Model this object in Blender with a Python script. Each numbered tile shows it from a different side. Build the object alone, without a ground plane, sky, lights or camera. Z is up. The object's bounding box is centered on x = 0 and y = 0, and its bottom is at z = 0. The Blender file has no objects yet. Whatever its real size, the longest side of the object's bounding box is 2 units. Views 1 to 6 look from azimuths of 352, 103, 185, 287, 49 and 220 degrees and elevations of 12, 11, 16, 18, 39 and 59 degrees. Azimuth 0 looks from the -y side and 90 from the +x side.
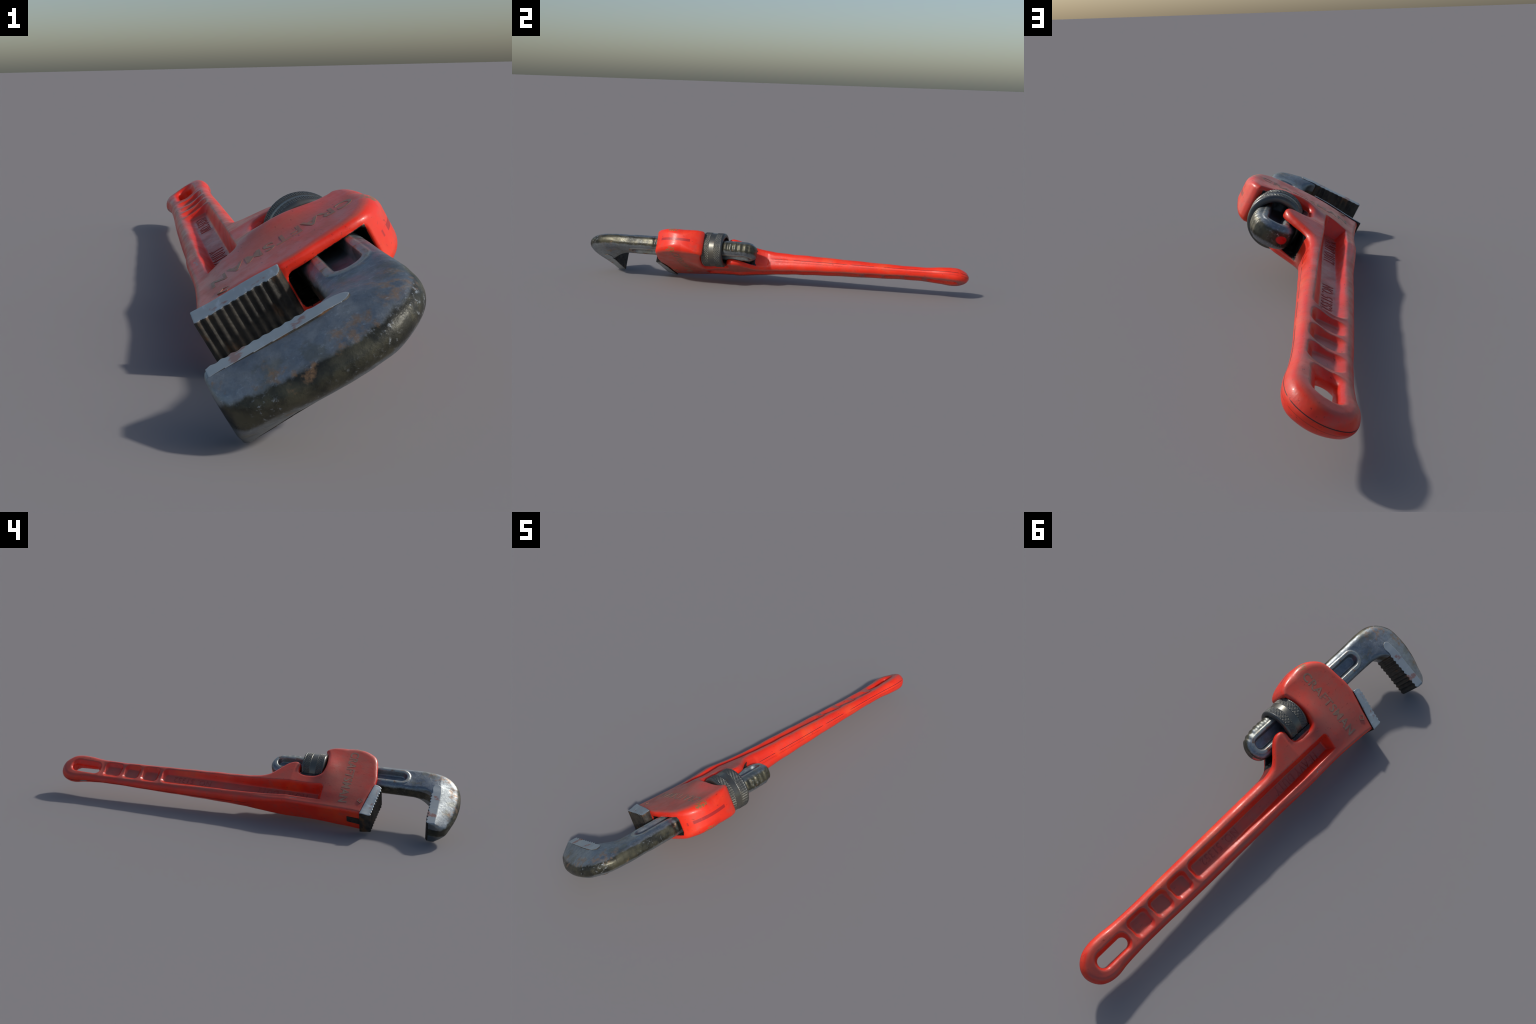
import bpy, math
import numpy as np
from mathutils import Matrix, Vector

# ----------------------------------------------------------------------------
# Pipe wrench.  Everything is modelled in the wrench's own frame:
#   x along the tool towards the hook, y across towards the back (nut side),
#   z through the thickness; z = 0 is the casting's parting plane.
# The tool lies rolled about 28 degrees, resting on the tip of the hook jaw.
# ----------------------------------------------------------------------------
AX_Z = np.array([-0.4741, -0.0085, 0.8805]); AX_Z /= np.linalg.norm(AX_Z)
AX_Y = np.array([0.8805, 0.0, 0.4741]); AX_Y -= AX_Z * (AX_Y @ AX_Z); AX_Y /= np.linalg.norm(AX_Y)
AX_X = np.cross(AX_Y, AX_Z)
ORIGIN = np.array([-0.0003, 0.0, 0.16470])
FRAME = Matrix(((AX_X[0], AX_Y[0], AX_Z[0], ORIGIN[0]),
                (AX_X[1], AX_Y[1], AX_Z[1], ORIGIN[1]),
                (AX_X[2], AX_Y[2], AX_Z[2], ORIGIN[2]),
                (0, 0, 0, 1)))

# ------------------------------------------------------------------ toolkit --
def spline(points, per=6):
    """closed Catmull-Rom curve through points; a third value 1 keeps a corner sharp"""
    P = np.array([p[:2] for p in points], float)
    corner = [len(p) > 2 for p in points]
    n = len(P); out = []
    for i in range(n):
        p0, p1, p2, p3 = P[i-1], P[i], P[(i+1) % n], P[(i+2) % n]
        L = np.linalg.norm(p2-p1)
        def tangent(a, b, c):
            la, lb = np.linalg.norm(b-a)+1e-9, np.linalg.norm(c-b)+1e-9
            return ((b-a)/la*lb + (c-b)/lb*la)/(la+lb)
        m1 = (p2-p1)/L if corner[i] else tangent(p0, p1, p2)
        m2 = (p2-p1)/L if corner[(i+1) % n] else tangent(p1, p2, p3)
        m1, m2 = m1*L, m2*L
        for k in range(per):
            t = k/per; t2, t3 = t*t, t*t*t
            out.append((2*t3-3*t2+1)*p1+(t3-2*t2+t)*m1+(-2*t3+3*t2)*p2+(t3-t2)*m2)
    return np.array(out)

def poly_distance(poly, X, Y):
    """signed distance to a closed polygon, negative inside"""
    shp = X.shape; x, y = X.ravel(), Y.ravel()
    d = np.full(x.shape, 1e9); inside = np.zeros(x.shape, bool)
    A = poly; B = np.roll(poly, -1, 0)
    for (ax, ay), (bx, by) in zip(A, B):
        ex, ey = bx-ax, by-ay; L = ex*ex+ey*ey
        if L < 1e-14: continue
        t = np.clip(((x-ax)*ex+(y-ay)*ey)/L, 0, 1)
        d = np.minimum(d, (x-ax-t*ex)**2+(y-ay-t*ey)**2)
        if ay != by:
            inside ^= ((ay > y) != (by > y)) & (x < (bx-ax)*(y-ay)/(by-ay)+ax)
    d = np.sqrt(d)
    return np.where(inside, -d, d).reshape(shp)

def sstep(a, b, v):
    t = np.clip((v-a)/(b-a), 0, 1); return t*t*(3-2*t)

def rounded_and(a, b, r):
    """intersection of two half-fields with a fillet of radius r on the edge"""
    qa, qb = a+r, b+r
    return np.minimum(np.maximum(qa, qb), 0)+np.hypot(np.maximum(qa, 0), np.maximum(qb, 0))-r

def rounded_cut(a, b, r):
    return rounded_and(a, -b, r)

def rbox2(X, Y, x0, x1, y0, y1, r):
    qx = np.abs(X-(x0+x1)/2)-(x1-x0)/2+r; qy = np.abs(Y-(y0+y1)/2)-(y1-y0)/2+r
    return np.minimum(np.maximum(qx, qy), 0)+np.hypot(np.maximum(qx, 0), np.maximum(qy, 0))-r

def surface_net(f, lo, h):
    """naive surface nets over field f: returns vertices and quads"""
    nx, ny, nz = f.shape; s = f < 0
    c = np.zeros((nx-1, ny-1, nz-1), np.uint8)
    for i in (0, 1):
        for j in (0, 1):
            for k in (0, 1):
                c += s[i:nx-1+i, j:ny-1+j, k:nz-1+k]
    act = (c > 0) & (c < 8)
    idx = np.full(act.shape, -1, np.int64); cells = np.argwhere(act)
    idx[act] = np.arange(len(cells))
    acc = np.zeros((len(cells), 3)); cnt = np.zeros(len(cells))
    corners = [(i, j, k) for i in (0, 1) for j in (0, 1) for k in (0, 1)]
    val = {o: f[cells[:, 0]+o[0], cells[:, 1]+o[1], cells[:, 2]+o[2]].astype(float) for o in corners}
    for a in corners:
        for ax in range(3):
            if a[ax]: continue
            b = list(a); b[ax] = 1; b = tuple(b)
            va, vb = val[a], val[b]; m = (va < 0) != (vb < 0)
            t = np.where(m, va/np.where(m, va-vb, 1), 0)
            p = np.tile(np.array(a, float), (len(cells), 1)); p[:, ax] += t
            acc[m] += p[m]; cnt[m] += 1
    V = (cells+acc/cnt[:, None])*h+np.array(lo)
    quads = []
    for ax in range(3):
        u, v = (ax+1) % 3, (ax+2) % 3
        sl0 = [slice(None)]*3; sl1 = [slice(None)]*3
        sl0[ax] = slice(0, -1); sl1[ax] = slice(1, None)
        s0, s1 = s[tuple(sl0)], s[tuple(sl1)]
        e = np.argwhere(s0 != s1)
        e = e[(e[:, u] > 0) & (e[:, v] > 0) & (e[:, u] < f.shape[u]-1) & (e[:, v] < f.shape[v]-1)]
        du = np.zeros(3, int); du[u] = 1; dv = np.zeros(3, int); dv[v] = 1
        q = np.stack([idx[tuple((e-o).T)] for o in (du*0, du, du+dv, dv)], 1)
        inner = s0[tuple(e.T)]
        q[~inner] = q[~inner][:, ::-1]
        quads.append(q)
    return V, np.vstack(quads)

def new_mesh(name, V, F, mats, fmat=None, smooth=True):
    me = bpy.data.meshes.new(name)
    V = np.asarray(V, float); F = np.asarray(F)
    n = F.shape[1]
    me.vertices.add(len(V)); me.vertices.foreach_set('co', V.ravel())
    me.loops.add(F.size); me.loops.foreach_set('vertex_index', F.ravel().astype(np.int32))
    me.polygons.add(len(F))
    me.polygons.foreach_set('loop_start', np.arange(0, F.size, n, dtype=np.int32))
    me.polygons.foreach_set('loop_total', np.full(len(F), n, np.int32))
    for m in mats: me.materials.append(m)
    if fmat is not None: me.polygons.foreach_set('material_index', np.asarray(fmat, np.int32))
    me.polygons.foreach_set('use_smooth', np.full(len(F), bool(smooth)))
    me.update(calc_edges=True); me.validate()
    return me

def vertex_normals(V, F):
    a, b, c, d = (V[F[:, i]] for i in range(4))
    n = np.cross(c-a, d-b); N = np.zeros_like(V)
    for i in range(4): np.add.at(N, F[:, i], n)
    return N/np.maximum(np.linalg.norm(N, axis=1, keepdims=True), 1e-12)

wrench = bpy.data.objects.new('pipe_wrench', None)
wrench.empty_display_size = 0.2
bpy.context.scene.collection.objects.link(wrench)
wrench['label'] = 'heavy adjustable pipe wrench with red cast handle and worn dark steel jaw'
wrench['category'] = 'pipe wrench'

def add_part(name, me, parent=None):
    ob = bpy.data.objects.new(name, me)
    bpy.context.scene.collection.objects.link(ob)
    ob.parent = parent or wrench
    if parent is None: ob.matrix_local = FRAME
    return ob

# ---------------------------------------------------------------- materials --
class Graph:
    def __init__(self, name):
        self.mat = bpy.data.materials.new(name); self.mat.use_nodes = True
        self.nt = self.mat.node_tree; self.nt.nodes.clear()
        self.out = self.nt.nodes.new('ShaderNodeOutputMaterial')
        self.bsdf = self.nt.nodes.new('ShaderNodeBsdfPrincipled')
        self.nt.links.new(self.bsdf.outputs[0], self.out.inputs[0])
        self.co = self.nt.nodes.new('ShaderNodeTexCoord').outputs['Object']
    def put(self, sock, v):
        if hasattr(v, 'is_output'): self.nt.links.new(v, sock)
        else: sock.default_value = v
    def noise(self, scale, detail=4, rough=0.6, stretch=(1, 1, 1), off=(0, 0, 0)):
        m = self.nt.nodes.new('ShaderNodeMapping'); m.inputs['Scale'].default_value = stretch
        m.inputs['Location'].default_value = off
        self.nt.links.new(self.co, m.inputs[0])
        n = self.nt.nodes.new('ShaderNodeTexNoise')
        n.inputs['Scale'].default_value = scale; n.inputs['Detail'].default_value = detail
        n.inputs['Roughness'].default_value = rough
        self.nt.links.new(m.outputs[0], n.inputs['Vector']); return n.outputs[0]
    def ramp(self, v, a, b):
        n = self.nt.nodes.new('ShaderNodeMapRange'); n.interpolation_type = 'SMOOTHSTEP'
        self.put(n.inputs[0], v); n.inputs[1].default_value = a; n.inputs[2].default_value = b
        return n.outputs[0]
    def math(self, op, a, b=0.0):
        n = self.nt.nodes.new('ShaderNodeMath'); n.operation = op
        self.put(n.inputs[0], a); self.put(n.inputs[1], b); return n.outputs[0]
    def mix(self, f, a, b):
        n = self.nt.nodes.new('ShaderNodeMix'); n.data_type = 'RGBA'
        self.put(n.inputs[0], f)
        for s, v in ((n.inputs[6], a), (n.inputs[7], b)):
            self.put(s, (*v, 1) if isinstance(v, tuple) and len(v) == 3 else v)
        return n.outputs[2]
    def mixf(self, f, a, b):
        n = self.nt.nodes.new('ShaderNodeMix'); self.put(n.inputs[0], f)
        self.put(n.inputs[2], a); self.put(n.inputs[3], b); return n.outputs[0]
    def axes(self):
        s = self.nt.nodes.new('ShaderNodeSeparateXYZ'); self.nt.links.new(self.co, s.inputs[0])
        return s.outputs
    def blob(self, c, size, mirror=False):
        """1 inside a soft ellipsoid around c (mirror: on both faces)"""
        x, y, z = self.axes()
        if mirror: z = self.math('ABSOLUTE', z)
        q = None
        for v, ci, si in zip((x, y, z), c, size):
            t = self.math('DIVIDE', self.math('SUBTRACT', v, ci), si)
            t = self.math('MULTIPLY', t, t)
            q = t if q is None else self.math('ADD', q, t)
        return self.ramp(q, 1.0, 0.6)
    def bump(self, h, dist, strength=1.0):
        n = self.nt.nodes.new('ShaderNodeBump'); n.inputs['Distance'].default_value = dist
        n.inputs['Strength'].default_value = strength; self.put(n.inputs['Height'], h)
        self.nt.links.new(n.outputs[0], self.bsdf.inputs['Normal'])
    def set(self, **kw):
        for k, v in kw.items():
            s = self.bsdf.inputs[k.replace('_', ' ')]
            if isinstance(v, tuple) and len(v) == 3: v = (*v, 1)
            self.put(s, v)
        return self.mat

def red_paint(name='red_enamel'):
    g = Graph(name); x, y, z = g.axes()
    red = (0.93, 0.038, 0.012); deep = (0.82, 0.028, 0.010); orange = (0.94, 0.080, 0.016)
    dusty = (0.36, 0.115, 0.090); chip = (0.25, 0.24, 0.23)
    col = g.mix(g.ramp(g.noise(5, 3), 0.35, 0.65), red, deep)
    col = g.mix(g.math('MULTIPLY', g.ramp(g.noise(7, 4, 0.6, off=(3, 1, 2)), 0.52, 0.72), 0.6), col, orange)
    col = g.mix(g.math('MULTIPLY', g.ramp(g.noise(16, 6, 0.7, off=(7, 0, 4)), 0.47, 0.70), 0.32), col, dusty)
    # duller red where the normal faces along z, purer red on the rounded rims
    nz = g.nt.nodes.new('ShaderNodeSeparateXYZ')
    tc = g.nt.nodes.new('ShaderNodeTexCoord'); g.nt.links.new(tc.outputs['Normal'], nz.inputs[0])
    flat = g.ramp(g.math('ABSOLUTE', nz.outputs[2]), 0.72, 0.97)
    flat_tint = g.math('MULTIPLY', flat, g.mixf(g.ramp(g.noise(6, 5, 0.65, off=(1, 6, 2)), 0.32, 0.68), 0.50, 0.92))
    col = g.mix(flat_tint, col, (0.44, 0.115, 0.080))
    # dark grime specks in the casting's grain
    col = g.mix(g.math('MULTIPLY', g.ramp(g.noise(130, 3, 0.6, (0.35, 1, 1)), 0.62, 0.74), 0.5), col, (0.16, 0.012, 0.01))
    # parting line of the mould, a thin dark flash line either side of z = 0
    flash = g.ramp(g.math('ABSOLUTE', g.math('SUBTRACT', g.math('ABSOLUTE', z), 0.0062)), 0.0016, 0.0004)
    along = g.math('MULTIPLY', g.ramp(x, 0.03, 0.0), g.ramp(g.noise(14, 2, 0.5), 0.36, 0.44))
    rim = g.ramp(g.math('ABSOLUTE', g.math('ADD', y, 0.121)), 0.066, 0.070)
    rim = g.math('MAXIMUM', rim, g.ramp(x, -0.96, -0.965))
    lower = g.mixf(g.ramp(z, -0.001, 0.001), 0.35, 1.0)
    col = g.mix(g.math('MULTIPLY', g.math('MULTIPLY', g.math('MULTIPLY', flash, lower), along), rim), col, (0.035, 0.008, 0.008))
    band = g.ramp(g.math('ABSOLUTE', z), 0.0075, 0.006)
    dash = g.math('MULTIPLY', g.ramp(x, 0.375, 0.385), g.ramp(g.noise(28, 0, 0.5, (1, 0, 0)), 0.40, 0.44))
    dash = g.math('MULTIPLY', dash, g.ramp(y, 0.175, 0.18))
    col = g.mix(g.math('MULTIPLY', g.math('MULTIPLY', band, dash), 0.7), col, (0.25, 0.012, 0.02))
    # worn maker's stamps on the rounded back of the head
    st = g.math('MULTIPLY', g.blob((0.485, 0.192, 0.052), (0.030, 0.05, 0.013), True), g.ramp(g.noise(90, 2, 0.5), 0.46, 0.56))
    col = g.mix(st, col, (0.30, 0.14, 0.055))
    # bare chips
    cm = g.math('MAXIMUM', g.blob((-0.855, -0.203, 0.004), (0.024, 0.012, 0.0045)),
                g.math('MULTIPLY', g.blob((0.245, -0.172, 0.052), (0.035, 0.010, 0.02), True), g.ramp(g.noise(60, 3), 0.55, 0.62)))
    col = g.mix(cm, col, chip)
    g.bump(g.noise(95, 5, 0.65), 0.0012, 0.35)
    return g.set(Base_Color=col, Roughness=g.mixf(g.ramp(g.noise(22, 5), 0.35, 0.7), 0.30, 0.50),
                 IOR=1.45, Coat_Weight=0.10, Coat_Roughness=0.15)

def cavity_dark(name='dark_cavity'):  # near-black colour for the faces of shank slot, nut window and bore
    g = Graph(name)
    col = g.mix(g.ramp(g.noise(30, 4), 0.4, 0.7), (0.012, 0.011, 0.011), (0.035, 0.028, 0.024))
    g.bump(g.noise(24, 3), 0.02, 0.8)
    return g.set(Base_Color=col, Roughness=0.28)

def steel(name='forged_steel'):
    g = Graph(name); x, y, z = g.axes()
    col = g.mix(g.ramp(g.noise(9, 5), 0.35, 0.65), (0.225, 0.255, 0.28), (0.33, 0.36, 0.37))
    col = g.mix(g.math('MULTIPLY', g.ramp(g.noise(14, 4, 0.6, off=(2, 5, 1)), 0.54, 0.66), 0.6), col, (0.22, 0.22, 0.17))
    grain = g.ramp(g.noise(75, 6, 0.75, off=(6, 6, 1)), 0.34, 0.66)
    col = g.mix(g.math('MULTIPLY', grain, 0.28), col, (0.10, 0.115, 0.125))
    # pale, rust-stained rim round the relief slots
    rimz = g.math('MULTIPLY', g.ramp(g.math('ABSOLUTE', z), 0.0366, 0.0380), g.ramp(x, 0.775, 0.765))
    rimc = g.mix(g.ramp(g.noise(26, 4, 0.6, off=(2, 9, 5)), 0.50, 0.64), (0.42, 0.44, 0.40), (0.37, 0.20, 0.10))
    col = g.mix(g.math('MULTIPLY', rimz, 0.85), col, rimc)
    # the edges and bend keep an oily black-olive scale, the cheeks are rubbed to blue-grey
    az = g.math('ADD', g.math('ABSOLUTE', z), g.math('MULTIPLY', g.math('SUBTRACT', g.noise(22, 5, 0.65, off=(4, 1, 7)), 0.5), 0.022))
    edge = g.ramp(az, 0.0275, 0.0185)
    slot = g.math('MULTIPLY', g.ramp(g.math('ABSOLUTE', g.math('SUBTRACT', y, 0.0755)), 0.036, 0.030), g.math('MULTIPLY', g.ramp(x, 0.74, 0.73), g.ramp(x, 0.085, 0.095)))
    edge = g.math('MULTIPLY', edge, g.math('SUBTRACT', 1.0, slot))
    scale = g.mix(g.ramp(g.noise(17, 5, 0.6, off=(3, 3, 3)), 0.38, 0.66), (0.028, 0.029, 0.023), (0.095, 0.090, 0.058))
    col = g.mix(edge, col, scale)
    # rust blooms, thickest along the bend
    rz = g.ramp(g.math('ABSOLUTE', g.math('SUBTRACT', g.math('ABSOLUTE', z), 0.030)), 0.016, 0.004)
    rn = g.math('ADD', g.noise(20, 5, 0.65, off=(9, 2, 6)), g.math('MULTIPLY', g.math('MULTIPLY', rz, g.ramp(x, 0.70, 0.85)), 0.06))
    rust = g.math('MULTIPLY', g.ramp(rn, 0.60, 0.73), 0.7)
    col = g.mix(rust, col, (0.29, 0.165, 0.08))
    # fine bright rub marks where the cheek rolls over
    rm = g.math('MAXIMUM', g.ramp(g.noise(12, 3, 0.5, off=(1, 8, 3)), 0.46, 0.62), g.math('MULTIPLY', rz, 0.8))
    rub = g.math('MULTIPLY', g.ramp(g.noise(120, 4, 0.7), 0.54, 0.74), rm)
    col = g.mix(g.math('MULTIPLY', rub, 0.6), col, (0.52, 0.57, 0.60))
    # stray red bled in by the source texture, copied at the shank's tail
    bleed = g.blob((0.066, 0.030, 0.0), (0.026, 0.026, 0.016))
    col = g.mix(bleed, col, (0.60, 0.012, 0.012))
    g.bump(g.noise(60, 6, 0.7), 0.003, 0.45)
    rough = g.mixf(g.ramp(g.noise(25, 5, off=(4, 4, 4)), 0.35, 0.65), 0.36, 0.56)
    rough = g.math('SUBTRACT', rough, g.math('MULTIPLY', edge, 0.10))
    met = g.math('SUBTRACT', g.mixf(edge, 0.85, 0.45), g.math('MULTIPLY', g.math('MAXIMUM', rust, bleed), 0.45))
    return g.set(Base_Color=col, Roughness=rough, Metallic=met, IOR=1.5)

def bare_pad(name='worn_bright_steel'):
    g = Graph(name)
    col = g.mix(g.ramp(g.noise(10, 4, 0.6, (1, 1, 1)), 0.3, 0.7), (0.36, 0.41, 0.43), (0.43, 0.46, 0.455))
    col = g.mix(g.ramp(g.noise(70, 4, 0.6, (0.2, 1, 1)), 0.55, 0.75), col, (0.52, 0.57, 0.60))
    col = g.mix(g.math('MULTIPLY', g.ramp(g.noise(27, 3, 0.5, off=(5, 3, 8)), 0.60, 0.68), 0.8), col, (0.36, 0.17, 0.13))
    g.bump(g.noise(60, 5), 0.0015, 0.3)
    return g.set(Base_Color=col, Roughness=0.50, Metallic=0.55)

def tooth_steel(name='greasy_tooth_steel'):
    g = Graph(name)
    col = g.mix(g.ramp(g.noise(40, 4), 0.35, 0.65), (0.014, 0.013, 0.011), (0.045, 0.039, 0.029))
    col = g.mix(g.math('MULTIPLY', g.ramp(g.noise(26, 5, 0.6, (1, 1, 0.5), (3, 3, 1)), 0.54, 0.68), 0.8), col, (0.14, 0.065, 0.022))
    g.bump(g.noise(110, 4), 0.002, 0.6)
    return g.set(Base_Color=col, Roughness=0.55, Metallic=0.0)

def nut_steel(name='blued_nut_steel'):
    g = Graph(name)
    col = g.mix(g.ramp(g.noise(12, 4), 0.35, 0.65), (0.095, 0.102, 0.105), (0.16, 0.155, 0.13))
    col = g.mix(g.math('MULTIPLY', g.ramp(g.noise(35, 4, off=(1, 2, 3)), 0.58, 0.7), 0.5), col, (0.16, 0.105, 0.06))
    return g.set(Base_Color=col, Roughness=0.36, Metallic=0.7)

def cast_letter(name='grimy_cast_letter'):
    g = Graph(name)
    col = g.mix(g.ramp(g.noise(30, 4), 0.3, 0.7), (0.42, 0.060, 0.043), (0.52, 0.080, 0.055))
    return g.set(Base_Color=col, Roughness=0.5)

def worn_letter(name='worn_letter_paint'):
    g = Graph(name)
    col = g.mix(g.ramp(g.noise(40, 4), 0.3, 0.7), (0.27, 0.125, 0.082), (0.31, 0.19, 0.13))
    col = g.mix(g.math('MULTIPLY', g.ramp(g.noise(22, 4, off=(2, 2, 9)), 0.45, 0.62), 0.40), col, (0.44, 0.10, 0.07))
    return g.set(Base_Color=col, Roughness=0.5)

RED, CAVITY_DARK, STEEL, PAD, TOOTH, NUT, LETTER, CAST = (red_paint(), cavity_dark(), steel(), bare_pad(), tooth_steel(), nut_steel(), worn_letter(), cast_letter())

NX0, NX1, NY, NR, BORE = 0.2315, 0.3425, 0.073, 0.0875, 0.066     # knurled nut: ends, axis, radius, bore

# ------------------------------------------------------------- red casting ---
# outline of handle, forked spur, nut window and head, seen on the parting plane
CASTING = spline([
    (-1.0, -0.128), (-0.9965, -0.103), (-0.983, -0.079), (-0.951, -0.054), (-0.912, -0.0435), (-0.868, -0.0425),
    (-0.815, -0.047), (-0.69, -0.050), (-0.55, -0.047), (-0.356, -0.0435), (-0.154, -0.040), (0.0, -0.038),
    (0.045, -0.036), (0.080, -0.027), (0.111, -0.002), (0.135, 0.024), (0.165, 0.052), (0.195, 0.063),
    (0.217, 0.058), (0.228, 0.042), (0.228, 0.014), (0.232, -0.003), (0.250, -0.0145), (0.290, -0.0175), (0.322, -0.0145),
    (0.338, -0.003), (0.345, 0.016), (0.346, 0.09), (0.334, 0.145), (0.326, 0.163), (0.336, 0.178), (0.360, 0.193), (0.392, 0.205),
    (0.432, 0.2135), (0.467, 0.216), (0.504, 0.2105), (0.534, 0.199), (0.560, 0.181), (0.576, 0.162),
    (0.587, 0.136), (0.593, 0.104), (0.599, 0.060), (0.604, 0.025), (0.604, -0.018, 1), (0.567, -0.203, 1),
    (0.498, -0.197), (0.43, -0.1935), (0.354, -0.191), (0.25, -0.191), (0.12, -0.194), (-0.04, -0.196),
    (-0.30, -0.197), (-0.50, -0.1965), (-0.67, -0.194), (-0.79, -0.195), (-0.86, -0.199), (-0.909, -0.205),
    (-0.944, -0.200), (-0.970, -0.187), (-0.988, -0.166)], 5)
# slot the hook's shank slides in: open to the back behind the head
SHANK_SLOT = spline([(0.030, -0.036), (0.10, -0.022), (0.20, -0.021), (0.40, -0.020), (0.66, -0.018, 1), (0.66, 0.151, 1),
                     (0.45, 0.151), (0.315, 0.151, 1), (0.30, 0.30, 1), (-0.10, 0.30, 1)], 4)
T_X = [-1.0, -0.95, -0.90, -0.82, -0.74, -0.62, -0.45, -0.25, -0.10, 0.0, 0.10, 0.20, 0.35, 0.60]
T_Z = [0.029, 0.0335, 0.0335, 0.0290, 0.0280, 0.0295, 0.0340, 0.0405, 0.0465, 0.0525, 0.0610, 0.0710, 0.0640, 0.0640]
TOE_X = [-1.0, -0.90, -0.75, -0.45, 0.0, 0.10, 0.25, 0.45, 0.60]     # the toe rail is thinner than the back rail
TOE_D = [0.003, 0.005, 0.0065, 0.0080, 0.011, 0.0130, 0.0120, 0.004, 0.001]
DIVIDERS = [-0.464, -0.567, -0.667, -0.775]
def web(x):                      # half thickness of the web left under the channel
    return np.interp(x, [-0.8, -0.3, 0.15, 0.4], [0.008, 0.012, 0.014, 0.016])

def mid_shift(X, Y):
    """the casting is slightly warped: toe of the head hangs low, the handle rides high"""
    return -0.0065*sstep(-0.06, -0.19, Y)*sstep(0.15, 0.45, X)+0.0025*sstep(0.12, -0.3, X)+0.003*sstep(-0.07, -0.18, Y)*sstep(0.12, -0.2, X)*sstep(-0.95, -0.7, X)

def casting_height(X, Y):
    """half thickness of the casting over its plan"""
    T = np.interp(X, T_X, T_Z)
    T = T + 0.0012*np.sin(19*X+1.0)*np.sin(31*X+9*Y+1.7*np.sin(7*X)) * sstep(0.1, -0.1, X)
    swell = np.exp(-((X-0.352)/np.where(X > 0.352, 0.075, 0.05))**2-((Y-0.030)/np.where(Y > 0.03, 0.085, 0.105))**2)
    T = T+0.024*swell-np.interp(X, TOE_X, TOE_D)*sstep(-0.10, -0.175, Y)
    # I-beam channel in the handle
    d = np.where(X < -0.3, rbox2(X, Y, -0.460, 0.364, -0.167, -0.070, 0.036), rbox2(X, Y, -0.460, 0.364, -0.167, -0.070, 0.016))
    d = np.maximum(d, np.interp(X, [-0.45, -0.1, 0.36], [-0.168, -0.161, -0.152])-Y)   # toe land widens to the head
    H = T-(T-web(X))*sstep(0.003, -np.interp(X, [-0.3, 0.1], [0.030, 0.024]), d)
    # three finger pockets, bowl shaped, parted by thin ribs
    for a, b in zip(DIVIDERS[1:], DIVIDERS[:-1]):
        d = rbox2(X, Y, a-0.003, b+0.003, -0.169, -0.070, 0.034)
        H = np.minimum(H, T-(T-web(X)+0.001)*sstep(0.002, -0.026, d))
    saddle = sstep(0.055, 0.0, np.abs(Y+0.121))*sstep(-0.80, -0.775, X)*sstep(-0.44, -0.466, X)
    H = np.minimum(H, T-0.0085*saddle)
    # flare down to the hanging hole
    d = rbox2(X, Y, -0.952, -0.777, -0.168, -0.080, 0.042)
    return np.minimum(H, T-0.022*sstep(0.0, -0.030, d))

def casting_field(lo, hi, h):
    xs, ys, zs = (np.arange(a, b+h, h) for a, b in zip(lo, hi))
    X, Y = np.meshgrid(xs, ys, indexing='ij')
    d2 = poly_distance(CASTING, X, Y)
    H = casting_height(X, Y)
    gx, gy = np.gradient(H, h); g = np.sqrt(1+gx*gx+gy*gy)
    r = np.interp(X, [-1, -0.3, 0.0, 0.12, 0.25, 0.36, 0.43, 0.55, 0.6], [0.026, 0.030, 0.030, 0.017, 0.014, 0.018, 0.042, 0.030, 0.012])
    r = r*np.interp(Y, [-0.205, -0.12, 0.0], [1, 1, 1])
    toe = sstep(0.12, 0.45, X)*sstep(-0.10, -0.16, Y)      # head has a squarer toe edge
    r = r*(1-toe)+0.014*toe
    slot = poly_distance(SHANK_SLOT, X, Y)
    cradle2 = rbox2(X, Y, 0.215, 0.352, -0.060, 0.028, 0.004)
    hole = rbox2(X, Y, -0.938, -0.800, -0.151, -0.105, 0.0229)
    shift = mid_shift(X, Y)
    f = np.empty((len(xs), len(ys), len(zs)), np.float32)
    for k, zk in enumerate(zs):
        z = zk-shift
        crown = 0.0022*np.exp(-(z/0.010)**2)*sstep(0.05, -0.05, X)
        s = rounded_and(d2-crown+0.001, (np.abs(z)-H)/g, r)
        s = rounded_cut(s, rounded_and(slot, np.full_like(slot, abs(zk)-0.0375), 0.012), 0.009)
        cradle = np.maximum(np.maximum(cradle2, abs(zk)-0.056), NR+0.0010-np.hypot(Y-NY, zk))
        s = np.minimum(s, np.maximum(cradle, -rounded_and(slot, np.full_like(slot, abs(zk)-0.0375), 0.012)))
        s = rounded_cut(s, hole, 0.006)
        f[:, :, k] = s
    return f

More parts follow.
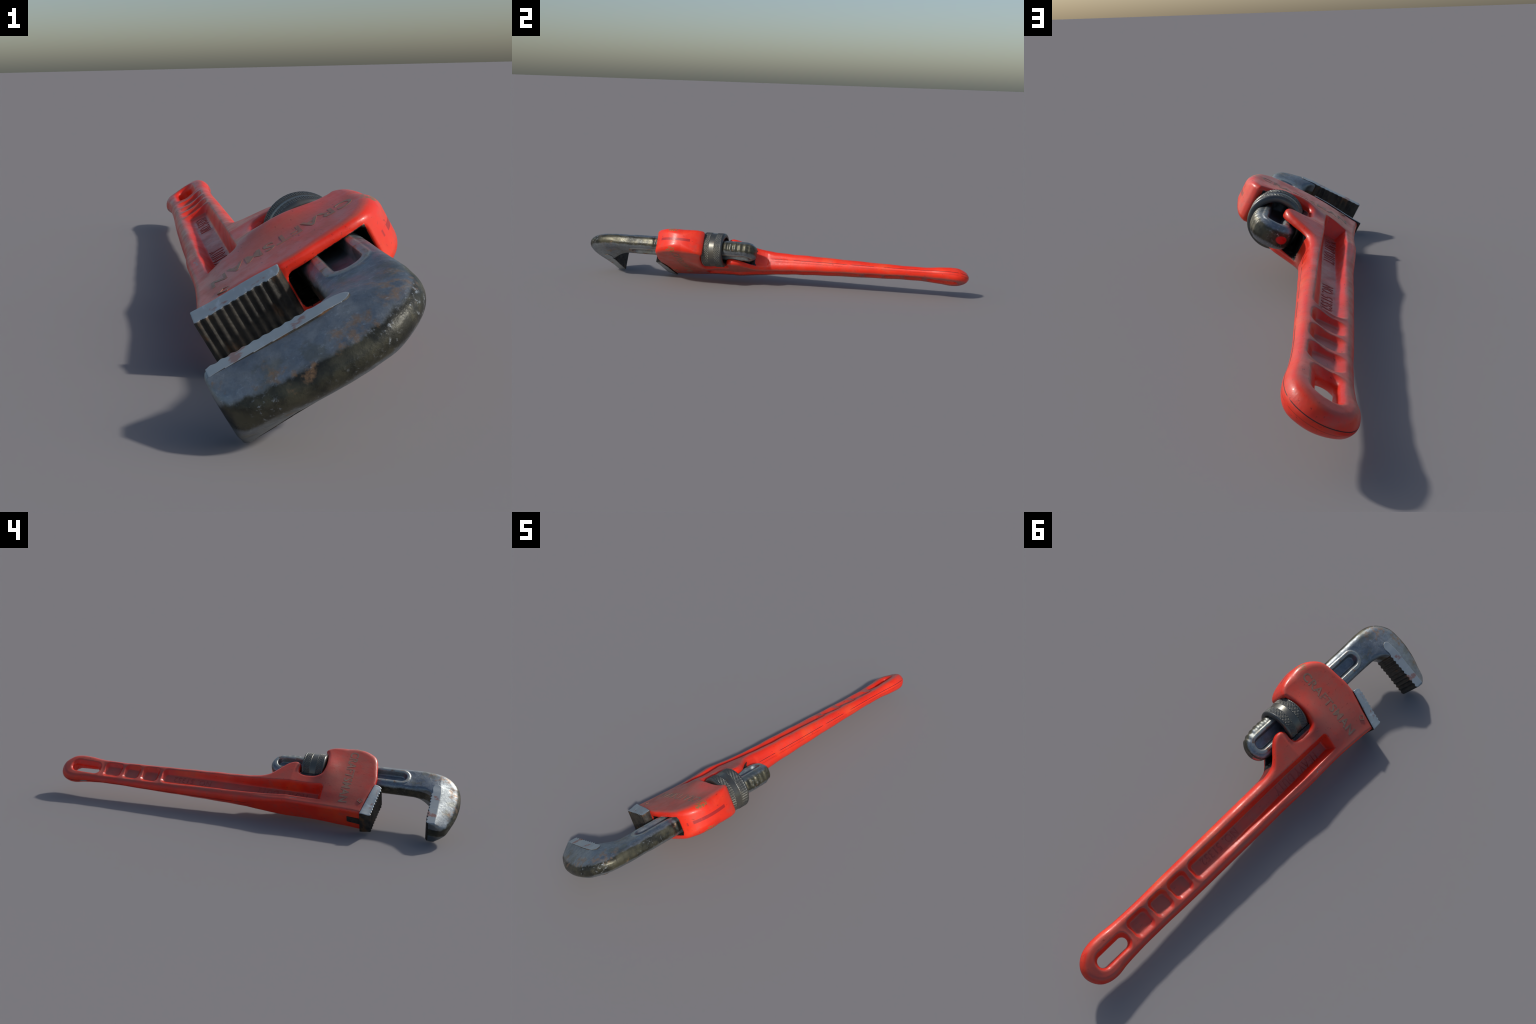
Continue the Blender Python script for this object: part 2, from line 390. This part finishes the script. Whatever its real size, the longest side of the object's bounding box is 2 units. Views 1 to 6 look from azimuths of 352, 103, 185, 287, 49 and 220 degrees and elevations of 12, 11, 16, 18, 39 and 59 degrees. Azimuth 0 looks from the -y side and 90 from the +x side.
STEP = 0.0025
lo, hi = (-1.012, -0.216, -0.1), (0.616, 0.228, 0.1)
V, F = surface_net(casting_field(lo, hi, STEP), lo, STEP)
C = V[F].mean(1)
N = vertex_normals(V, F)
Vsoft = V
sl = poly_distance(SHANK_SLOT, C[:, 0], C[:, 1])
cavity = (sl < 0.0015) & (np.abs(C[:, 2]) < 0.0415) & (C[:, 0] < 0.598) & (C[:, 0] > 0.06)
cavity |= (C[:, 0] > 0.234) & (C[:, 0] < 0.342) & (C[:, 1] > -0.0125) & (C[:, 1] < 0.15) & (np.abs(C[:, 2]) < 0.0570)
SPLIT = 0.10
def region(name, mask):
    ids = np.unique(F[mask]); remap = np.full(len(V), -1); remap[ids] = np.arange(len(ids))
    me = new_mesh(name, V[ids], remap[F[mask]], [RED, CAVITY_DARK], cavity[mask].astype(int))
    me.normals_split_custom_set_from_vertices([tuple(n) for n in N[ids]])
    return add_part(name, me)
handle = region('handle', C[:, 0] < SPLIT)
head = region('head_housing', C[:, 0] >= SPLIT)

# ---------------------------------------------------------------- hook jaw ---
HOOK = spline([
    (0.066, 0.070), (0.069, 0.097), (0.080, 0.118), (0.096, 0.132), (0.115, 0.138), (0.30, 0.1395), (0.60, 0.141), (0.718, 0.142), (0.790, 0.144),
    (0.840, 0.1455), (0.884, 0.141), (0.912, 0.132), (0.937, 0.117), (0.961, 0.095), (0.980, 0.069), (0.991, 0.040),
    (0.997, 0.004), (0.999, -0.030), (0.996, -0.070), (0.990, -0.107), (0.979, -0.146), (0.966, -0.178), (0.950, -0.203),
    (0.932, -0.213), (0.900, -0.214), (0.876, -0.211, 1), (0.874, -0.10), (0.872, -0.040), (0.862, -0.016), (0.842, -0.001), (0.812, 0.006),
    (0.76, 0.008), (0.60, 0.008), (0.30, 0.008), (0.12, 0.010), (0.094, 0.017), (0.076, 0.036)], 5)
HOOK_BEND = spline([(0.845, 0.1455), (0.884, 0.141), (0.912, 0.132), (0.937, 0.117), (0.961, 0.095), (0.980, 0.069), (0.991, 0.040),
    (0.997, 0.004), (0.999, -0.030), (0.996, -0.070), (0.990, -0.107), (0.979, -0.146), (0.966, -0.178), (0.950, -0.203), (0.932, -0.213)], 4)[:-4]
def open_distance(line, X, Y):
    d = np.full(X.shape, 1e9)
    for (ax, ay), (bx_, by_) in zip(line[:-1], line[1:]):
        ex, ey = bx_-ax, by_-ay
        t = np.clip(((X-ax)*ex+(Y-ay)*ey)/(ex*ex+ey*ey+1e-12), 0, 1)
        d = np.minimum(d, (X-ax-t*ex)**2+(Y-ay-t*ey)**2)
    return np.sqrt(d)
def hook_height(X, Y):
    jaw = sstep(0.77, 0.88, X)*sstep(0.125, 0.0, Y)
    T = 0.0355+0.0222*jaw+0.004*sstep(-0.06, -0.20, Y)
    # beyond the toothed face both cheeks fall away as a wedge to the rounded outer bend
    xo = np.interp(-Y, [-0.069, -0.04, -0.004, 0.03, 0.07, 0.107, 0.146, 0.178, 0.203, 0.22],
                   [0.980, 0.991, 0.997, 0.999, 0.996, 0.990, 0.979, 0.968, 0.957, 0.952])
    t_jaw = (xo-X)/(xo-0.905)
    t_bend = open_distance(HOOK_BEND, X, Y)/0.092
    w = sstep(0.015, 0.055, Y)
    t = np.clip(t_jaw*(1-w)+t_bend*w, 0, 1.15)
    nose = 0.021*(1-w)+0.026*w
    wedge = nose+(np.maximum(T, 0.054)-nose)*t
    k = sstep(0.80, 0.88, X)
    T = np.minimum(T, wedge*k+T*(1-k))
    # long relief slots front and rear with a proud rim
    for x0, x1 in ((0.400, 0.755), (0.079, 0.380)):
        d = rbox2(X, Y, x0, x1, 0.028, 0.123, 0.046)
        T = T+0.0035*sstep(0.0, -0.006, d)-0.0265*sstep(-0.016, -0.030, d)
    return T
def hook_field(lo, hi, h):
    xs, ys, zs = (np.arange(a, b+h, h) for a, b in zip(lo, hi))
    X, Y = np.meshgrid(xs, ys, indexing='ij')
    d2 = poly_distance(HOOK, X, Y)
    # screw thread cut across the back edge, behind the head
    th = sstep(0.07, 0.10, X)*sstep(0.62, 0.58, X)*sstep(0.085, 0.115, Y)
    d2t = d2+th*0.0040*(0.5+0.5*np.cos((X-0.10)*2*math.pi/0.0262))
    H = hook_height(X, Y); gx, gy = np.gradient(H, h); g = np.sqrt(1+gx*gx+gy*gy)
    outer = sstep(0.80, 0.93, X+0.25*np.maximum(Y, 0))
    r = 0.021+0.007*sstep(0.05, 0.10, Y)
    r = r*(1-outer)+0.034*outer
    r = np.minimum(r, H*0.92)
    r = r*(1-0.75*sstep(0.05, 0.0, Y)*sstep(0.92, 0.885, X)*sstep(0.80, 0.86, X))
    r = r*(1-0.65*sstep(-0.15, -0.20, Y))
    f = np.empty((len(xs), len(ys), len(zs)), np.float32)
    for k, z in enumerate(zs):
        zz = z+0.004*sstep(0.10, 0.0, Y)*sstep(0.78, 0.88, X)               # jaw sits a little to the underside
        f[:, :, k] = rounded_and(d2t, (np.abs(zz)-H)/g, r)
    return f
lo, hi = (0.04, -0.224, -0.075), (1.012, 0.156, 0.070)
Vh, Fh = surface_net(hook_field(lo, hi, 0.0022), lo, 0.0022)
hook = add_part('hook_jaw', new_mesh('hook_jaw', Vh, Fh, [STEEL]))

# ---------------------------------------------- toothed faces of both jaws ---
def toothed_plate(name, outline, half, lo, hi, round_r=0.002, sag=lambda Y: 0.0*Y):
    """plate of constant outline, extruded across the jaw; flat flanks bright, teeth dark"""
    h = 0.0016
    xs, ys, zs = (np.arange(a, b+h, h) for a, b in zip(lo, hi))
    X, Y = np.meshgrid(xs, ys, indexing='ij')
    d2 = poly_distance(outline, X, Y)
    H = half(X, Y) if callable(half) else np.full_like(X, half)
    f = np.empty((len(xs), len(ys), len(zs)), np.float32)
    for k, z in enumerate(zs): f[:, :, k] = rounded_and(d2, np.abs(z+sag(Y))-H, round_r)
    V, F = surface_net(f, lo, h)
    N = vertex_normals(V, F); fn = N[F].mean(1)
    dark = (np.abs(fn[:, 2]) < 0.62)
    return add_part(name, new_mesh(name, V, F, [PAD, TOOTH], dark.astype(int)))

def teeth(p, q, count, depth, out, seed):
    """worn, uneven zig-zag edge from p to q, crests pushed along out"""
    rng = np.random.default_rng(seed)
    p, q, out = np.array(p), np.array(q), np.array(out); res = []
    for i in range(count):
        res.append((*(p+(q-p)*(i+0.10)/count),))
        res.append((*(p+(q-p)*(i+0.60+rng.uniform(-0.1, 0.1))/count+out*depth*rng.uniform(0.65, 1.1)),))
    res.append((*q, 1)); return res

pad_outline = spline([(0.869, -0.209, 1), (0.906, -0.207, 1), (0.908, -0.10), (0.907, 0.010), (0.9035, 0.028), (0.890, 0.0375), (0.875, 0.033), (0.866, 0.018), (0.868, -0.006, 1)]
                     + teeth((0.868, -0.020), (0.869, -0.206), 10, 0.0060, (-1, 0), 3), 4)
jaw_pad = toothed_plate('toothed_jaw_face', pad_outline, lambda X, Y: 0.0600+0.0022*sstep(-0.06, -0.205, Y)-0.0032*sstep(-0.015, 0.034, Y), (0.850, -0.222, -0.075), (0.920, 0.050, 0.070), 0.002, lambda Y: 0.004*sstep(0.10, 0.0, Y))

heel_outline = spline([(0.560, -0.2085, 1), (0.599, -0.0235, 1), (0.624, -0.0265), (0.636, -0.036, 1)]
                      + teeth((0.632, -0.046), (0.609, -0.209), 10, 0.0052, (1, 0), 8), 4)
def heel_half(X, Y):
    u = (X-(0.564+(Y+0.203)*0.19))          # distance in front of the casting
    return 0.066-0.0075*sstep(0.0, 0.045, u)
heel = toothed_plate('heel_jaw', heel_outline, heel_half, (0.545, -0.216, -0.080), (0.652, -0.012, 0.074), 0.003, lambda Y: 0.0065*sstep(-0.06, -0.19, Y))
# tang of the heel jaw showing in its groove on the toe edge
bx = np.array([[x, y, z] for x in (0.499, 0.580) for y in (-0.199, -0.180) for z in (-0.021, 0.013)])
bx[[4, 5], 1] = -0.2095
bf = [(0, 1, 3, 2), (4, 6, 7, 5), (0, 4, 5, 1), (2, 3, 7, 6), (0, 2, 6, 4), (1, 5, 7, 3)]
tang = add_part('tang', new_mesh('tang', bx, np.array(bf), [TOOTH], smooth=False), heel)

# -------------------------------------------------------------- knurled nut --
def nut():
    nth, prof = 520, []
    # (x, radius, knurl weight)
    L = NX1-NX0
    def knurl(x):
        b1 = sstep(0.008, 0.012, x)*sstep(0.042, 0.038, x); b2 = sstep(L-0.042, L-0.038, x)*sstep(L-0.008, L-0.012, x)
        return b1+b2
    ring = [(0.0, BORE), (0.0, BORE+0.006), (0.0, NR-0.010), (0.0012, NR-0.0055), (0.0045, NR-0.0015), (0.007, NR-0.0004)]
    for x, r in ring: prof.append((x, r, 0))
    for x in np.linspace(0.008, L-0.008, 96):
        kw = knurl(x); groove = 0.0022*sstep(0.0405, 0.0425, x)*sstep(L-0.0405, L-0.0425, x)
        prof.append((x, NR-groove, kw))
    for x, r in ring[::-1]: prof.append((L-x, r, 0))
    prof.append((L*0.75, BORE-0.003, 0)); prof.append((L*0.25, BORE-0.003, 0))
    th = np.arange(nth)*2*math.pi/nth; V = []
    m = 60
    for x, r, kw in prof:
        p = th*m/(2*math.pi); q = x/(2*math.pi*NR/m)
        a, b = (p+q) % 1, (p-q) % 1
        tri = np.minimum(np.minimum(a, 1-a), np.minimum(b, 1-b))*2
        rr = r-kw*0.0032*(1-np.clip(tri*1.7, 0, 1))
        V.append(np.stack([np.full(nth, NX0+x), NY+rr*np.cos(th), rr*np.sin(th)], 1))
    V = np.vstack(V); n = len(prof); F = []
    i = np.arange(nth); j = (i+1) % nth
    for k in range(n):
        a, b = k*nth, ((k+1) % n)*nth
        F.append(np.stack([a+i, a+j, b+j, b+i], 1))
    F = np.vstack(F)
    return V, F
Vn, Fn = nut()
fn = vertex_normals(Vn, Fn)
if np.sum(fn[:, 1]*(Vn[:, 1]-NY)+fn[:, 2]*Vn[:, 2]) < 0: Fn = Fn[:, ::-1]
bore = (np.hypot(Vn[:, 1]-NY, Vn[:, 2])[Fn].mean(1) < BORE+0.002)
nut_ob = add_part('knurled_nut', new_mesh('knurled_nut', Vn, Fn, [NUT, CAVITY_DARK], bore.astype(int)))

# ---------------------------------------------------------------- lettering --
def lettering(name, text, start, size_x, size_y, read, up, lift, mat, side, parent, bold=0.02):
    """raised word laid on the casting; read/up are plan directions, side=+1/-1 picks the face"""
    cu = bpy.data.curves.new(name, 'FONT'); cu.body = text; cu.offset = bold
    cu.resolution_u = 4; cu.extrude = 0.5; cu.space_character = 1.12
    tmp = bpy.data.objects.new(name+'_source', cu); bpy.context.scene.collection.objects.link(tmp)
    dg = bpy.context.evaluated_depsgraph_get()
    me = bpy.data.meshes.new_from_object(tmp.evaluated_get(dg))
    bpy.data.objects.remove(tmp); bpy.data.curves.remove(cu)
    co = np.empty(len(me.vertices)*3); me.vertices.foreach_get('co', co); co = co.reshape(-1, 3)
    x0, x1 = co[:, 0].min(), co[:, 0].max(); y0, y1 = co[:, 1].min(), co[:, 1].max()
    u = (co[:, 0]-x0)/(x1-x0)*size_x; v = ((co[:, 1]-y0)/(y1-y0)-0.5)*size_y
    px = start[0]+u*read[0]+v*up[0]; py = start[1]+u*read[1]+v*up[1]
    H = casting_height(px, py)
    z = np.where(co[:, 2] > 0, H+lift, H-0.004)
    me.vertices.foreach_set('co', np.stack([px, py, side*z+mid_shift(px, py)], 1).ravel())
    me.update()
    if side < 0: me.flip_normals()
    me.materials.clear(); me.materials.append(mat)
    me.polygons.foreach_set('use_smooth', np.zeros(len(me.polygons), bool))
    ob = add_part(name, me, parent); return ob

for side in (1, -1):
    lettering('maker_lettering', 'CRAFTSMAN', (0.470, 0.170), 0.322, 0.042, (0, -1), (1, 0), 0.0005, LETTER, side, head, 0.022)
    lettering('duty_lettering', 'HEAVY DUTY', (0.290, -0.117), 0.250, 0.036, (-1, 0), (0, -1), 0.0011, CAST, side, head, 0.0)
    lettering('number_lettering', 'NO. 51352', (-0.195, -0.117), 0.195, 0.032, (-1, 0), (0, -1), 0.0011, CAST, side, handle, 0.0)

# diamond shaped proof mark near the heel jaw
def diamond(side):
    V, Fq = [], []
    c = np.array([0.550, -0.131]); H = casting_height(np.array([c[0]]), np.array([c[1]]))[0]
    for r in (0.0145, 0.0095):
        for z in (H-0.003, H+0.0012):
            for a in range(4):
                t = a*math.pi/2+0.2
                V.append((c[0]+r*math.cos(t), c[1]+1.15*r*math.sin(t), side*z+mid_shift(c[0], c[1])))
    for a in range(4):
        b = (a+1) % 4
        Fq += [(a, b, 4+b, 4+a), (4+a, 4+b, 12+b, 12+a), (12+a, 12+b, 8+b, 8+a)]
    Fq = np.array(Fq)
    if side < 0: Fq = Fq[:, ::-1]
    add_part('proof_mark', new_mesh('proof_mark', np.array(V), Fq, [LETTER], smooth=False), head)
for side in (1, -1): diamond(side)
